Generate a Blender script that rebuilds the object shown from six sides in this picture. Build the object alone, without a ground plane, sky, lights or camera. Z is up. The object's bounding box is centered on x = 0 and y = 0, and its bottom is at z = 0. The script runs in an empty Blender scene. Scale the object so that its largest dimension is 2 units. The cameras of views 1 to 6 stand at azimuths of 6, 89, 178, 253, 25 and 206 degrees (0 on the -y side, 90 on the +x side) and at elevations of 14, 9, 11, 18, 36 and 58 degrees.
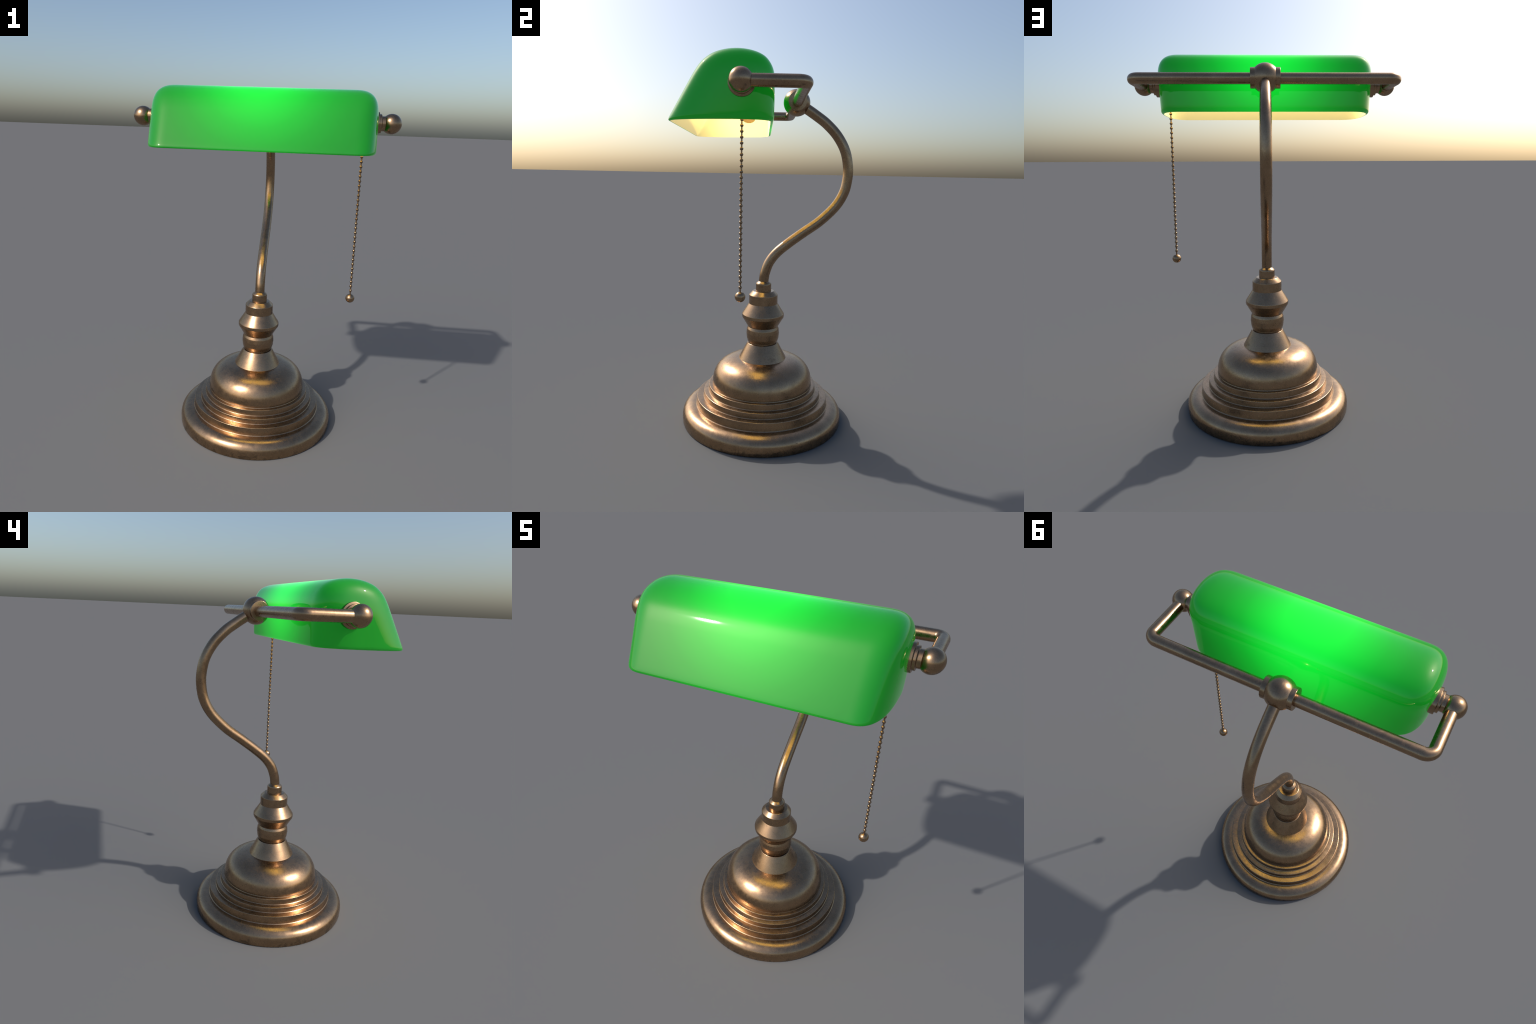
"""Banker's desk lamp: turned bronze base, S-curved arm, glowing green glass shade, bead pull chain."""
import bpy, bmesh, math, random
from mathutils import Vector, Matrix

random.seed(7)
COL = bpy.context.scene.collection

# ------------------------------------------------------------------ measures (metres)
AXIS_Y = -0.0115                 # the turned base and column stand on this vertical axis
PIVOT_Y, PIVOT_Z = -0.125, 1.836  # axis through both end balls of the shade
JOINT = Vector((0.0, 0.1542, 1.836))
TUBE_R = 0.0285
FINIAL_X = 0.6675
BAR_X = 0.6670

# ------------------------------------------------------------------ node helpers
def new_mat(name):
    m = bpy.data.materials.new(name)
    m.use_nodes = True
    nt = m.node_tree
    nt.nodes.clear()
    out = nt.nodes.new("ShaderNodeOutputMaterial")
    bsdf = nt.nodes.new("ShaderNodeBsdfPrincipled")
    nt.links.new(bsdf.outputs[0], out.inputs[0])
    return m, nt, bsdf

def node(nt, kind, **kw):
    n = nt.nodes.new(kind)
    for k, v in kw.items():
        setattr(n, k, v)
    return n

def noise(nt, vec, scale, detail=4.0, rough=0.6, dist=0.0):
    n = node(nt, "ShaderNodeTexNoise")
    n.inputs["Scale"].default_value = scale
    n.inputs["Detail"].default_value = detail
    n.inputs["Roughness"].default_value = rough
    n.inputs["Distortion"].default_value = dist
    nt.links.new(vec, n.inputs["Vector"])
    return n.outputs["Fac"]

def ramp(nt, fac, stops):
    n = node(nt, "ShaderNodeValToRGB")
    els = n.color_ramp.elements
    while len(els) < len(stops):
        els.new(0.5)
    for e, (p, c) in zip(els, stops):
        e.position = p
        e.color = c if len(c) == 4 else (*c, 1.0)
    nt.links.new(fac, n.inputs[0])
    return n.outputs["Color"]

def mix(nt, fac, a, b, blend="MIX"):
    n = node(nt, "ShaderNodeMix", data_type="RGBA", blend_type=blend)
    for sock, v in ((n.inputs[0], fac), (n.inputs[6], a), (n.inputs[7], b)):
        if isinstance(v, (int, float)):
            sock.default_value = v
        elif isinstance(v, tuple):
            sock.default_value = (*v, 1.0)
        else:
            nt.links.new(v, sock)
    return n.outputs[2]

def math_node(nt, op, a, b=None):
    n = node(nt, "ShaderNodeMath", operation=op)
    for i, v in enumerate((a, b)):
        if v is None:
            continue
        if isinstance(v, (int, float)):
            n.inputs[i].default_value = v
        else:
            nt.links.new(v, n.inputs[i])
    return n.outputs[0]

def map_range(nt, v, a, b, c, d, smooth=True):
    n = node(nt, "ShaderNodeMapRange")
    n.interpolation_type = "SMOOTHSTEP" if smooth else "LINEAR"
    nt.links.new(v, n.inputs[0])
    for i, x in enumerate((a, b, c, d)):
        n.inputs[i + 1].default_value = x
    return n.outputs[0]

# ------------------------------------------------------------------ materials
def bronze(name, patina):
    """Aged bronze: warm metal, cloudy tone, fine dark speckle and some soot-dark smudges."""
    m, nt, b = new_mat(name)
    co = node(nt, "ShaderNodeTexCoord").outputs["Object"]
    cloud = noise(nt, co, 9.0, 5.0, 0.62, 0.3)
    col = ramp(nt, cloud, [(0.30, BRONZE_DARK), (0.52, BRONZE_MID), (0.75, BRONZE_LIGHT)])
    speck = noise(nt, co, 170.0, 3.0, 0.7)
    col = mix(nt, 1.0, col, ramp(nt, speck, [(0.36, (0.90, 0.89, 0.88)), (0.5, (1, 1, 1)), (0.72, (1.0, 1.0, 1.0))]), "MULTIPLY")
    smudge = noise(nt, co, 22.0, 6.0, 0.72, 0.6)
    col = mix(nt, map_range(nt, smudge, 0.60, 0.72, 0.0, patina), col, (0.10, 0.075, 0.055))
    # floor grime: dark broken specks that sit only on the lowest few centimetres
    sep = node(nt, "ShaderNodeSeparateXYZ")
    nt.links.new(co, sep.inputs[0])
    low = map_range(nt, sep.outputs["Z"], 0.005, 0.06, 0.16, 0.0, False)
    grime = map_range(nt, math_node(nt, "ADD", smudge, low), 0.62, 0.74, 0.0, 0.5)
    col = mix(nt, math_node(nt, "MULTIPLY", grime, map_range(nt, sep.outputs["Z"], 0.02, 0.065, 1.0, 0.0)), col, (0.09, 0.07, 0.05))
    nt.links.new(col, b.inputs["Base Color"])
    b.inputs["Metallic"].default_value = 1.0
    rg = noise(nt, co, 34.0, 5.0, 0.65)
    r = map_range(nt, rg, 0.3, 0.7, BRONZE_ROUGH - 0.05, BRONZE_ROUGH + 0.05)
    r = math_node(nt, "ADD", r, map_range(nt, smudge, 0.58, 0.74, 0.0, 0.2))
    nt.links.new(r, b.inputs["Roughness"])
    bump = node(nt, "ShaderNodeBump")
    bump.inputs["Strength"].default_value = 0.02
    bump.inputs["Distance"].default_value = 0.002
    nt.links.new(speck, bump.inputs["Height"])
    nt.links.new(bump.outputs[0], b.inputs["Normal"])
    return m

BRONZE_DARK = (0.290, 0.193, 0.115)
BRONZE_MID = (0.350, 0.233, 0.142)
BRONZE_LIGHT = (0.390, 0.268, 0.163)
BRONZE_ROUGH = 0.275

def glow_distance(nt, centre, stretch):
    """Length of (object position - centre of the painted glow), each axis divided by its stretch."""
    co = node(nt, "ShaderNodeTexCoord").outputs["Object"]
    mp = node(nt, "ShaderNodeVectorMath", operation="SUBTRACT")
    nt.links.new(co, mp.inputs[0])
    mp.inputs[1].default_value = centre
    dv = node(nt, "ShaderNodeVectorMath", operation="DIVIDE")
    nt.links.new(mp.outputs[0], dv.inputs[0])
    dv.inputs[1].default_value = stretch
    ln = node(nt, "ShaderNodeVectorMath", operation="LENGTH")
    nt.links.new(dv.outputs[0], ln.inputs[0])
    return ln.outputs["Value"]

def green_glass():
    m, nt, b = new_mat("green_glass")
    b.inputs["Base Color"].default_value = (0.012, 0.155, 0.014, 1)
    b.inputs["Roughness"].default_value = 0.032
    b.inputs["IOR"].default_value = 1.47
    d = glow_distance(nt, (-0.02, -0.13, 1.95), (0.60, 0.60, 0.60))  # lamp glow painted as emission, brightest at the crown, dimming to the ends
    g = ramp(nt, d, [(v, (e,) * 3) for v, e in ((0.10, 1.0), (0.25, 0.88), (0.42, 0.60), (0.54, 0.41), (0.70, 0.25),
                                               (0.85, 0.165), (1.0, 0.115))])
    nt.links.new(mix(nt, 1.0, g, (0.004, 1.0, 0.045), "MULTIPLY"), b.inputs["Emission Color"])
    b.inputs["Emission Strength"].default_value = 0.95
    return m

def cream_lining():
    m, nt, b = new_mat("cream_lining")
    b.inputs["Base Color"].default_value = (0.80, 0.76, 0.52, 1)
    b.inputs["Roughness"].default_value = 0.12
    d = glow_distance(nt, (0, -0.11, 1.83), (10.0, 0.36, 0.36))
    g = map_range(nt, d, 0.30, 1.05, 1.0, 0.30)  # lamplight on the lining drawn by emission, faded toward the front wall
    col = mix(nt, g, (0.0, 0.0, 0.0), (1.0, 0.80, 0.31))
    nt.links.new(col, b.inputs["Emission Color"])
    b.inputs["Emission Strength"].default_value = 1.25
    return m

def lit_bulb():
    m, nt, b = new_mat("lit_bulb_glass")
    b.inputs["Base Color"].default_value = (0.9, 0.88, 0.8, 1)
    b.inputs["Roughness"].default_value = 0.2
    b.inputs["Emission Color"].default_value = (1.0, 0.85, 0.55, 1)
    b.inputs["Emission Strength"].default_value = 1.0
    return m

M_BASE = bronze("aged_bronze", 0.5)
M_TUBE = bronze("bronze_tube", 0.12)
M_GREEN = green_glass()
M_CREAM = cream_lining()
M_BULB = lit_bulb()

# ------------------------------------------------------------------ geometry helpers
def add_object(name, bm, mat, parent, smooth_angle=24.0):
    bmesh.ops.recalc_face_normals(bm, faces=bm.faces)
    me = bpy.data.meshes.new(name)
    lim = math.radians(smooth_angle)
    for f in bm.faces:
        f.smooth = True
    for e in bm.edges:
        e.smooth = not (len(e.link_faces) == 2 and e.calc_face_angle(0.0) > lim)
    bm.to_mesh(me)
    bm.free()
    me.materials.append(mat)
    ob = bpy.data.objects.new(name, me)
    COL.objects.link(ob)
    ob.parent = parent
    return ob

def fillet(points, seg=5):
    """Polyline of (a, b, radius) -> polyline of (a, b) with its corners rounded."""
    out = []
    n = len(points)
    for i, p in enumerate(points):
        P = Vector(p[:2])
        rad = p[2] if len(p) > 2 else 0.0
        if rad <= 0 or i == 0 or i == n - 1:
            out.append(P)
            continue
        A, B = Vector(points[i - 1][:2]), Vector(points[i + 1][:2])
        u, v = (A - P).normalized(), (B - P).normalized()
        ang = u.angle(v)
        t = min(rad / math.tan(ang / 2), 0.48 * (A - P).length, 0.48 * (B - P).length)
        for k in range(seg + 1):
            s = k / seg
            a, c = P + u * t, P + v * t
            out.append(a * (1 - s) ** 2 + P * 2 * s * (1 - s) + c * s ** 2)
    return out

def lathe(bm, prof, frame, seg=96):
    """Turn (radius, height) points round the frame's z axis."""
    rows = []
    for r, h in prof:
        if r < 1e-6:
            rows.append([bm.verts.new(frame @ Vector((0, 0, h)))])
        else:
            rows.append([bm.verts.new(frame @ Vector((r * math.cos(2 * math.pi * k / seg),
                                                      r * math.sin(2 * math.pi * k / seg), h)))
                         for k in range(seg)])
    for a, b in zip(rows, rows[1:]):
        for k in range(seg):
            j = (k + 1) % seg
            if len(a) == 1 and len(b) == 1:
                continue
            if len(a) == 1:
                bm.faces.new((a[0], b[j], b[k]))
            elif len(b) == 1:
                bm.faces.new((a[k], a[j], b[0]))
            else:
                bm.faces.new((a[k], a[j], b[j], b[k]))

def turned(name, pts, mat, parent, frame, seg=96, fil=5):
    bm = bmesh.new()
    lathe(bm, [tuple(p) for p in fillet(pts, fil)], frame, seg)
    return add_object(name, bm, mat, parent)

def catmull(pts, per):
    out = []
    P = [2 * pts[0] - pts[1]] + list(pts) + [2 * pts[-1] - pts[-2]]
    for i in range(1, len(P) - 2):
        p0, p1, p2, p3 = P[i - 1:i + 3]
        for k in range(per):
            t = k / per
            out.append(0.5 * ((2 * p1) + (p2 - p0) * t + (2 * p0 - 5 * p1 + 4 * p2 - p3) * t * t
                              + (3 * p1 - p0 - 3 * p2 + p3) * t ** 3))
    out.append(pts[-1].copy())
    return out

def tube(bm, path, radius, seg=32, side=Vector((1, 0, 0)), caps=True):
    """Sweep a circle along a planar path whose plane normal is `side`."""
    rings = []
    for i, p in enumerate(path):
        a = path[max(i - 1, 0)]
        b = path[min(i + 1, len(path) - 1)]
        t = (b - a).normalized()
        n = t.cross(side).normalized()
        rings.append([bm.verts.new(p + radius * (math.cos(2 * math.pi * k / seg) * side
                                                 + math.sin(2 * math.pi * k / seg) * n))
                      for k in range(seg)])
    for a, b in zip(rings, rings[1:]):
        for k in range(seg):
            j = (k + 1) % seg
            bm.faces.new((a[k], a[j], b[j], b[k]))
    if caps:
        bm.faces.new(rings[0][::-1])
        bm.faces.new(rings[-1])

def ball(bm, centre, r, u=48, v=24):
    bmesh.ops.create_uvsphere(bm, u_segments=u, v_segments=v, radius=r, matrix=Matrix.Translation(centre))

UP = Matrix.Translation((0, AXIS_Y, 0))
def along_x(sign):
    """Frame whose z axis runs along +x or -x through the shade pivot."""
    return Matrix.Translation((0, PIVOT_Y, PIVOT_Z)) @ Matrix.Rotation(sign * math.pi / 2, 4, "Y")

# ------------------------------------------------------------------ the lamp
root = bpy.data.objects.new("desk_lamp", None)
COL.objects.link(root)
root["label"] = "bronze banker's desk lamp with a glowing green glass shade"
root["category"] = "lamp"

# --- base: rounded foot, three steps, dome -----------------------------------
foot = [(0, 0.004), (0.440, 0.004), (0.445, 0.0), (0.4680, 0.0, 0.003), (0.4695, 0.020, 0.02)]
for k in range(0, 19):                           # quarter-round going over to the flat ledge
    t = math.radians(90) * k / 18
    foot.append((0.398 + 0.0717 * max(math.cos(t), 0.0) ** (2 / 2.25), 0.034 + 0.0625 * math.sin(t) ** (2 / 2.25)))
foot.append((0.3905, 0.0965))
steps = [(0.3905, 0.0965), (0.3866, 0.1000, 0.002), (0.3850, 0.1462, 0.004), (0.3475, 0.1455), (0.3444, 0.1485, 0.002),
         (0.3437, 0.1787, 0.004), (0.3185, 0.1810), (0.3153, 0.1840, 0.002), (0.3145, 0.2165, 0.004), (0.2965, 0.2165)]
DOME_C, DOME_R, DOME_Z, DOME_H, DOME_P = 0.1004, 0.2926, 0.2195, 0.1545, 2.49
dome = [(0.2940, 0.2165)]
for k in range(0, 37):
    t = math.radians(90) * k / 36
    dome.append((DOME_C + (DOME_R - DOME_C) * max(math.cos(t), 0.0) ** (2 / DOME_P), DOME_Z + DOME_H * math.sin(t) ** (2 / DOME_P)))
dome += [(0.0, dome[-1][1])]
turned("base", foot + steps[1:] + dome, M_BASE, root, UP, 160)

# --- turned column ------------------------------------------------------------
turned("flared_collar", [(0.0, 0.350), (0.134, 0.350), (0.1395, 0.3680, 0.0015), (0.1390, 0.3715, 0.002), (0.0885, 0.4655, 0.004),
                         (0.080, 0.4665), (0.0, 0.4665)], M_BASE, root, UP, 128)
turned("column", [(0.0, 0.455), (0.0795, 0.455), (0.0795, 0.4735), (0.0875, 0.4745, 0.001), (0.0935, 0.4960, 0.03),
                  (0.0965, 0.5240, 0.04), (0.0935, 0.5500, 0.02), (0.0875, 0.5640),
                  (0.1225, 0.6230, 0.010), (0.1225, 0.6400, 0.010), (0.0835, 0.7015),
                  (0.0830, 0.7530, 0.006), (0.0610, 0.7760, 0.006), (0.044, 0.7765), (0.0, 0.7765)],
       M_BASE, root, UP, 128)
turned("arm_ferrule", [(0.0, 0.770), (0.0450, 0.770), (0.0445, 0.8200, 0.014), (0.0285, 0.8330, 0.006), (0.0, 0.833)],
       M_BASE, root, UP, 96, 7)

# --- S-shaped arm -------------------------------------------------------------
arm_pts = [(AXIS_Y, 0.815), (-0.0100, 0.8450), (-0.0027, 0.8866), (0.0201, 0.9456), (0.0631, 1.0023),
           (0.1300, 1.0591), (0.2139, 1.1217), (0.3017, 1.1856), (0.3850, 1.2680), (0.4310, 1.3450),
           (0.4490, 1.4200), (0.4500, 1.4965), (0.4299, 1.5836), (0.3838, 1.6628), (0.3240, 1.7249),
           (0.2700, 1.7650), (0.2133, 1.8021), (0.1750, 1.8240)]
bm = bmesh.new()
tube(bm, catmull([Vector((0, y, z)) for y, z in arm_pts], 8), TUBE_R, 40)
add_object("curved_arm", bm, M_TUBE, root)

# --- ball joint with its two side collars -------------------------------------
bm = bmesh.new()
ball(bm, JOINT, 0.0735)
joint = add_object("ball_joint", bm, M_TUBE, root)
for sgn in (1, -1):
    fr = Matrix.Translation(JOINT) @ Matrix.Rotation(sgn * math.pi / 2, 4, "Y")
    turned("joint_collar", [(0.0, 0.030), (0.0515, 0.030), (0.0515, 0.0755, 0.0025), (0.0300, 0.0755), (0.0, 0.0755)],
           M_TUBE, joint, fr, 72)

# --- U-shaped bar carrying the shade ------------------------------------------
corner = []
bend = 0.040
bx, by = BAR_X, JOINT.y + 0.0008
path = [Vector((bx, PIVOT_Y + 0.02, JOINT.z - 0.002))]
for sgn in (1, -1):
    arc = []
    for k in range(0, 11):
        a = math.radians(90) * k / 10
        arc.append(Vector((sgn * (bx - bend + bend * math.cos(a)), by - bend + bend * math.sin(a), JOINT.z - 0.002)))
    path += arc if sgn == 1 else arc[::-1]
path.append(Vector((-bx, PIVOT_Y + 0.02, JOINT.z - 0.002)))
bm = bmesh.new()
tube(bm, path, TUBE_R, 32, Vector((0, 0, 1)))
add_object("shade_bar", bm, M_TUBE, root)

# --- end balls and stepped flanges --------------------------------------------
for sgn in (1, -1):
    bm = bmesh.new()
    ball(bm, Vector((sgn * FINIAL_X, PIVOT_Y, PIVOT_Z)), 0.0525)
    add_object("ball_finial", bm, M_TUBE, root)
    turned("shade_flange", [(0.0, 0.562), (0.0585, 0.562), (0.0600, 0.564), (0.0600, 0.5995, 0.002), (0.0500, 0.6010),
                            (0.0490, 0.6025), (0.0490, 0.6130, 0.002), (0.0400, 0.6145), (0.0385, 0.6165),
                            (0.0385, 0.640), (0.0, 0.640)], M_TUBE, root, along_x(sgn), 72)

# --- glass shade --------------------------------------------------------------
RIM_Z, LIP_R, WALL = 1.6805, 0.020, 0.016
X0, END_P = 0.455, 2.5
FRONT_P, BACK_P, CROWN_P = 2.8, 2.35, 3.1           # where the straight barrel ends, roundness of its ends
SPINE_TOP = 1.850                # the end caps close onto an upright line up to this height
# section of the barrel, front rim over the top to back rim: (y, z)
front_low = [(-0.4605, RIM_Z + LIP_R), (-0.4287, 1.7700), (-0.3740, SPINE_TOP)]
arch = [(-0.3740, SPINE_TOP), (-0.3430, 1.9010), (-0.3130, 1.9400), (-0.2743, 1.9702), (-0.2363, 1.9868), (-0.1907, 1.9970), (-0.1451, 2.0000),
        (-0.1033, 1.9968), (-0.0651, 1.9885), (-0.0340, 1.9757), (-0.0105, 1.9577), (0.0095, 1.9282),
        (0.0198, 1.8940), (0.0222, SPINE_TOP)]
back_low = [(0.0222, SPINE_TOP), (0.0222, 1.78), (0.0212, RIM_Z + LIP_R)]

def section():
    n_low = 8
    pts = []
    for k in range(n_low):                       # sloping front wall
        s = k / n_low
        z = front_low[0][1] * (1 - s) + SPINE_TOP * s
        y = front_low[0][0] + (front_low[2][0] - front_low[0][0]) * s
        pts.append((y, z))
    dense = catmull([Vector((y, z, 0)) for y, z in [front_low[0]] + arch + [back_low[2]]], 3)
    dense = [p for p in dense[3:-3]]
    pts += [(p.x, p.y) for p in dense]
    for k in range(n_low - 1, -1, -1):           # back wall, same heights as the front
        s = k / n_low
        z = front_low[0][1] * (1 - s) + SPINE_TOP * s
        pts.append((back_low[2][0] + (back_low[0][0] - back_low[2][0]) * s, z))
    return pts

SEC = section()

def spine(y, z):
    zz = min(z, SPINE_TOP)
    f = (zz - RIM_Z) / (SPINE_TOP - RIM_Z)
    return -0.190 + 0.035 * f, zz

def end_x(z):
    return 0.5835 + 0.0045 * max(0.0, min(1.0, (z - RIM_Z) / (SPINE_TOP - RIM_Z)))

def shade_meshes():
    cols = []                                    # (sign, t, k): station along x and section scale
    n_mid, n_end = 16, 22
    end = []
    for i in range(1, n_end + 1):
        a = math.radians(90) * i / n_end
        t = math.sin(a) ** (2 / END_P)
        k = max(math.cos(a), 0.0) ** (2 / END_P) if i < n_end else 0.0
        end.append((t, k))
    stations = [(-1, t, k) for t, k in reversed(end)]
    stations += [(0, -1 + 2 * i / n_mid, 1.0) for i in range(n_mid + 1)]
    stations += [(1, t, k) for t, k in end]
    bm = bmesh.new()
    grid = []
    for sgn, t, k in stations:
        row = []
        for y, z in SEC:
            cy, cz = spine(y, z)
            x = X0 * t if sgn == 0 else sgn * (X0 + (end_x(z) - X0) * t)
            if 0.0 < k < 1.0:                    # tighter rounding where the ends meet the crown
                low_p = FRONT_P if y < cy else BACK_P
                p = low_p + (CROWN_P - low_p) * max(0.0, min(1.0, (z - SPINE_TOP) / (2.0 - SPINE_TOP)))
                kk = (1 - t ** p) ** (1 / p)
            else:
                kk = k
            row.append(bm.verts.new((x, cy + (y - cy) * kk, cz + (z - cz) * kk)))
        grid.append(row)
    for a, b in zip(grid, grid[1:]):
        for i in range(len(SEC) - 1):
            bm.faces.new((a[i], a[i + 1], b[i + 1], b[i]))
    bmesh.ops.remove_doubles(bm, verts=bm.verts, dist=1e-5)
    bmesh.ops.dissolve_degenerate(bm, edges=bm.edges, dist=1e-6)
    bmesh.ops.recalc_face_normals(bm, faces=bm.faces)
    bm.normal_update()
    top = max(bm.faces, key=lambda f: f.calc_center_median().z)
    if top.normal.z < 0:
        bmesh.ops.reverse_faces(bm, faces=bm.faces)
    bm.normal_update()
    bm.verts.ensure_lookup_table()
    bm.verts.index_update()
    # inner lining = wall thickness in from the glass
    lin = bmesh.new()
    inner, rim_ctrl, rim_end = {}, {}, {}
    rim_edges = [e for e in bm.edges if len(e.link_faces) == 1]
    rim = {v for e in rim_edges for v in e.verts}
    for v in bm.verts:
        n = v.normal
        if v in rim:
            n2 = Vector((n.x, n.y, 0)).normalized()
            down = (Vector((0, 0, -1)) - n * n.dot(Vector((0, 0, -1)))).normalized()
            ctrl = v.co + down * ((v.co.z - RIM_Z) / -down.z)   # wall carried on to the rim plane
            co = ctrl - n2 * WALL
            rim_ctrl[v.index], rim_end[v.index] = ctrl, co.copy()
        else:
            co = v.co - n * WALL
        inner[v.index] = lin.verts.new(co)
    for f in bm.faces:
        lin.faces.new([inner[v.index] for v in reversed(f.verts)])
    # rounded lip, running from the glass edge down and in to the lining's edge
    rows = {v: [v] for v in rim}
    n_lip = 7
    for v in list(rim):
        start, stop, ctrl = v.co.copy(), rim_end[v.index], rim_ctrl[v.index]
        for j in range(1, n_lip + 1):
            q = j / n_lip
            rows[v].append(bm.verts.new(start * (1 - q) ** 2 + ctrl * 2 * q * (1 - q) + stop * q * q))
    for e in rim_edges:
        a, b = e.verts
        for j in range(n_lip):
            bm.faces.new((rows[a][j], rows[b][j], rows[b][j + 1], rows[a][j + 1]))
    # the rim plane rises slightly from front to back
    for v in list(bm.verts) + list(lin.verts):
        low = max(0.0, min(1.0, (SPINE_TOP - v.co.z) / (SPINE_TOP - RIM_Z)))
        v.co.z += low * (-0.0015 + 0.0075 * (v.co.y + 0.47) / 0.49)
    return bm, lin

glass_bm, lining_bm = shade_meshes()
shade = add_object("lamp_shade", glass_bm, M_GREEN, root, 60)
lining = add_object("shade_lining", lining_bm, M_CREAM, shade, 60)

# --- bulb and its socket, inside the shade ------------------------------------
socket = turned("bulb_socket", [(0.0, 0.470), (0.036, 0.470), (0.038, 0.474, 0.002), (0.038, 0.560), (0.0, 0.565)],
                M_TUBE, root, along_x(1), 48)
bulb_prof = [(0.0, 0.290)] + [(0.045 * math.sin(math.radians(a)), 0.335 - 0.045 * math.cos(math.radians(a)))
                              for a in range(10, 130, 10)] + [(0.022, 0.405), (0.018, 0.440), (0.018, 0.472), (0.0, 0.472)]
turned("light_bulb", bulb_prof, M_BULB, root, along_x(1), 48)

# --- pull chain ---------------------------------------------------------------
CH_X, CH_Y, CH_Z0, PITCH = 0.5283, -0.1248, 0.9131, 0.0258
n_beads = 35
bm = bmesh.new()
tube(bm, [Vector((CH_X, CH_Y, 0.885)), Vector((CH_X, CH_Y, 1.2)), Vector((CH_X, CH_Y, CH_Z0 + PITCH * n_beads))], 0.0040, 12)
chain = add_object("pull_chain", bm, M_TUBE, root)
bm = bmesh.new()
ball(bm, Vector((0, 0, 0)), 0.0083, 20, 12)
bead0 = add_object("chain_bead", bm, M_TUBE, chain)
for k in range(n_beads):
    ob = bead0 if k == 0 else bead0.copy()
    if k:
        COL.objects.link(ob)
        ob.parent = chain
    ob.location = (CH_X, CH_Y, CH_Z0 + PITCH * k)
bm = bmesh.new()
ball(bm, Vector((CH_X, CH_Y, 0.8668)), 0.0255)
add_object("pull_knob", bm, M_TUBE, root)
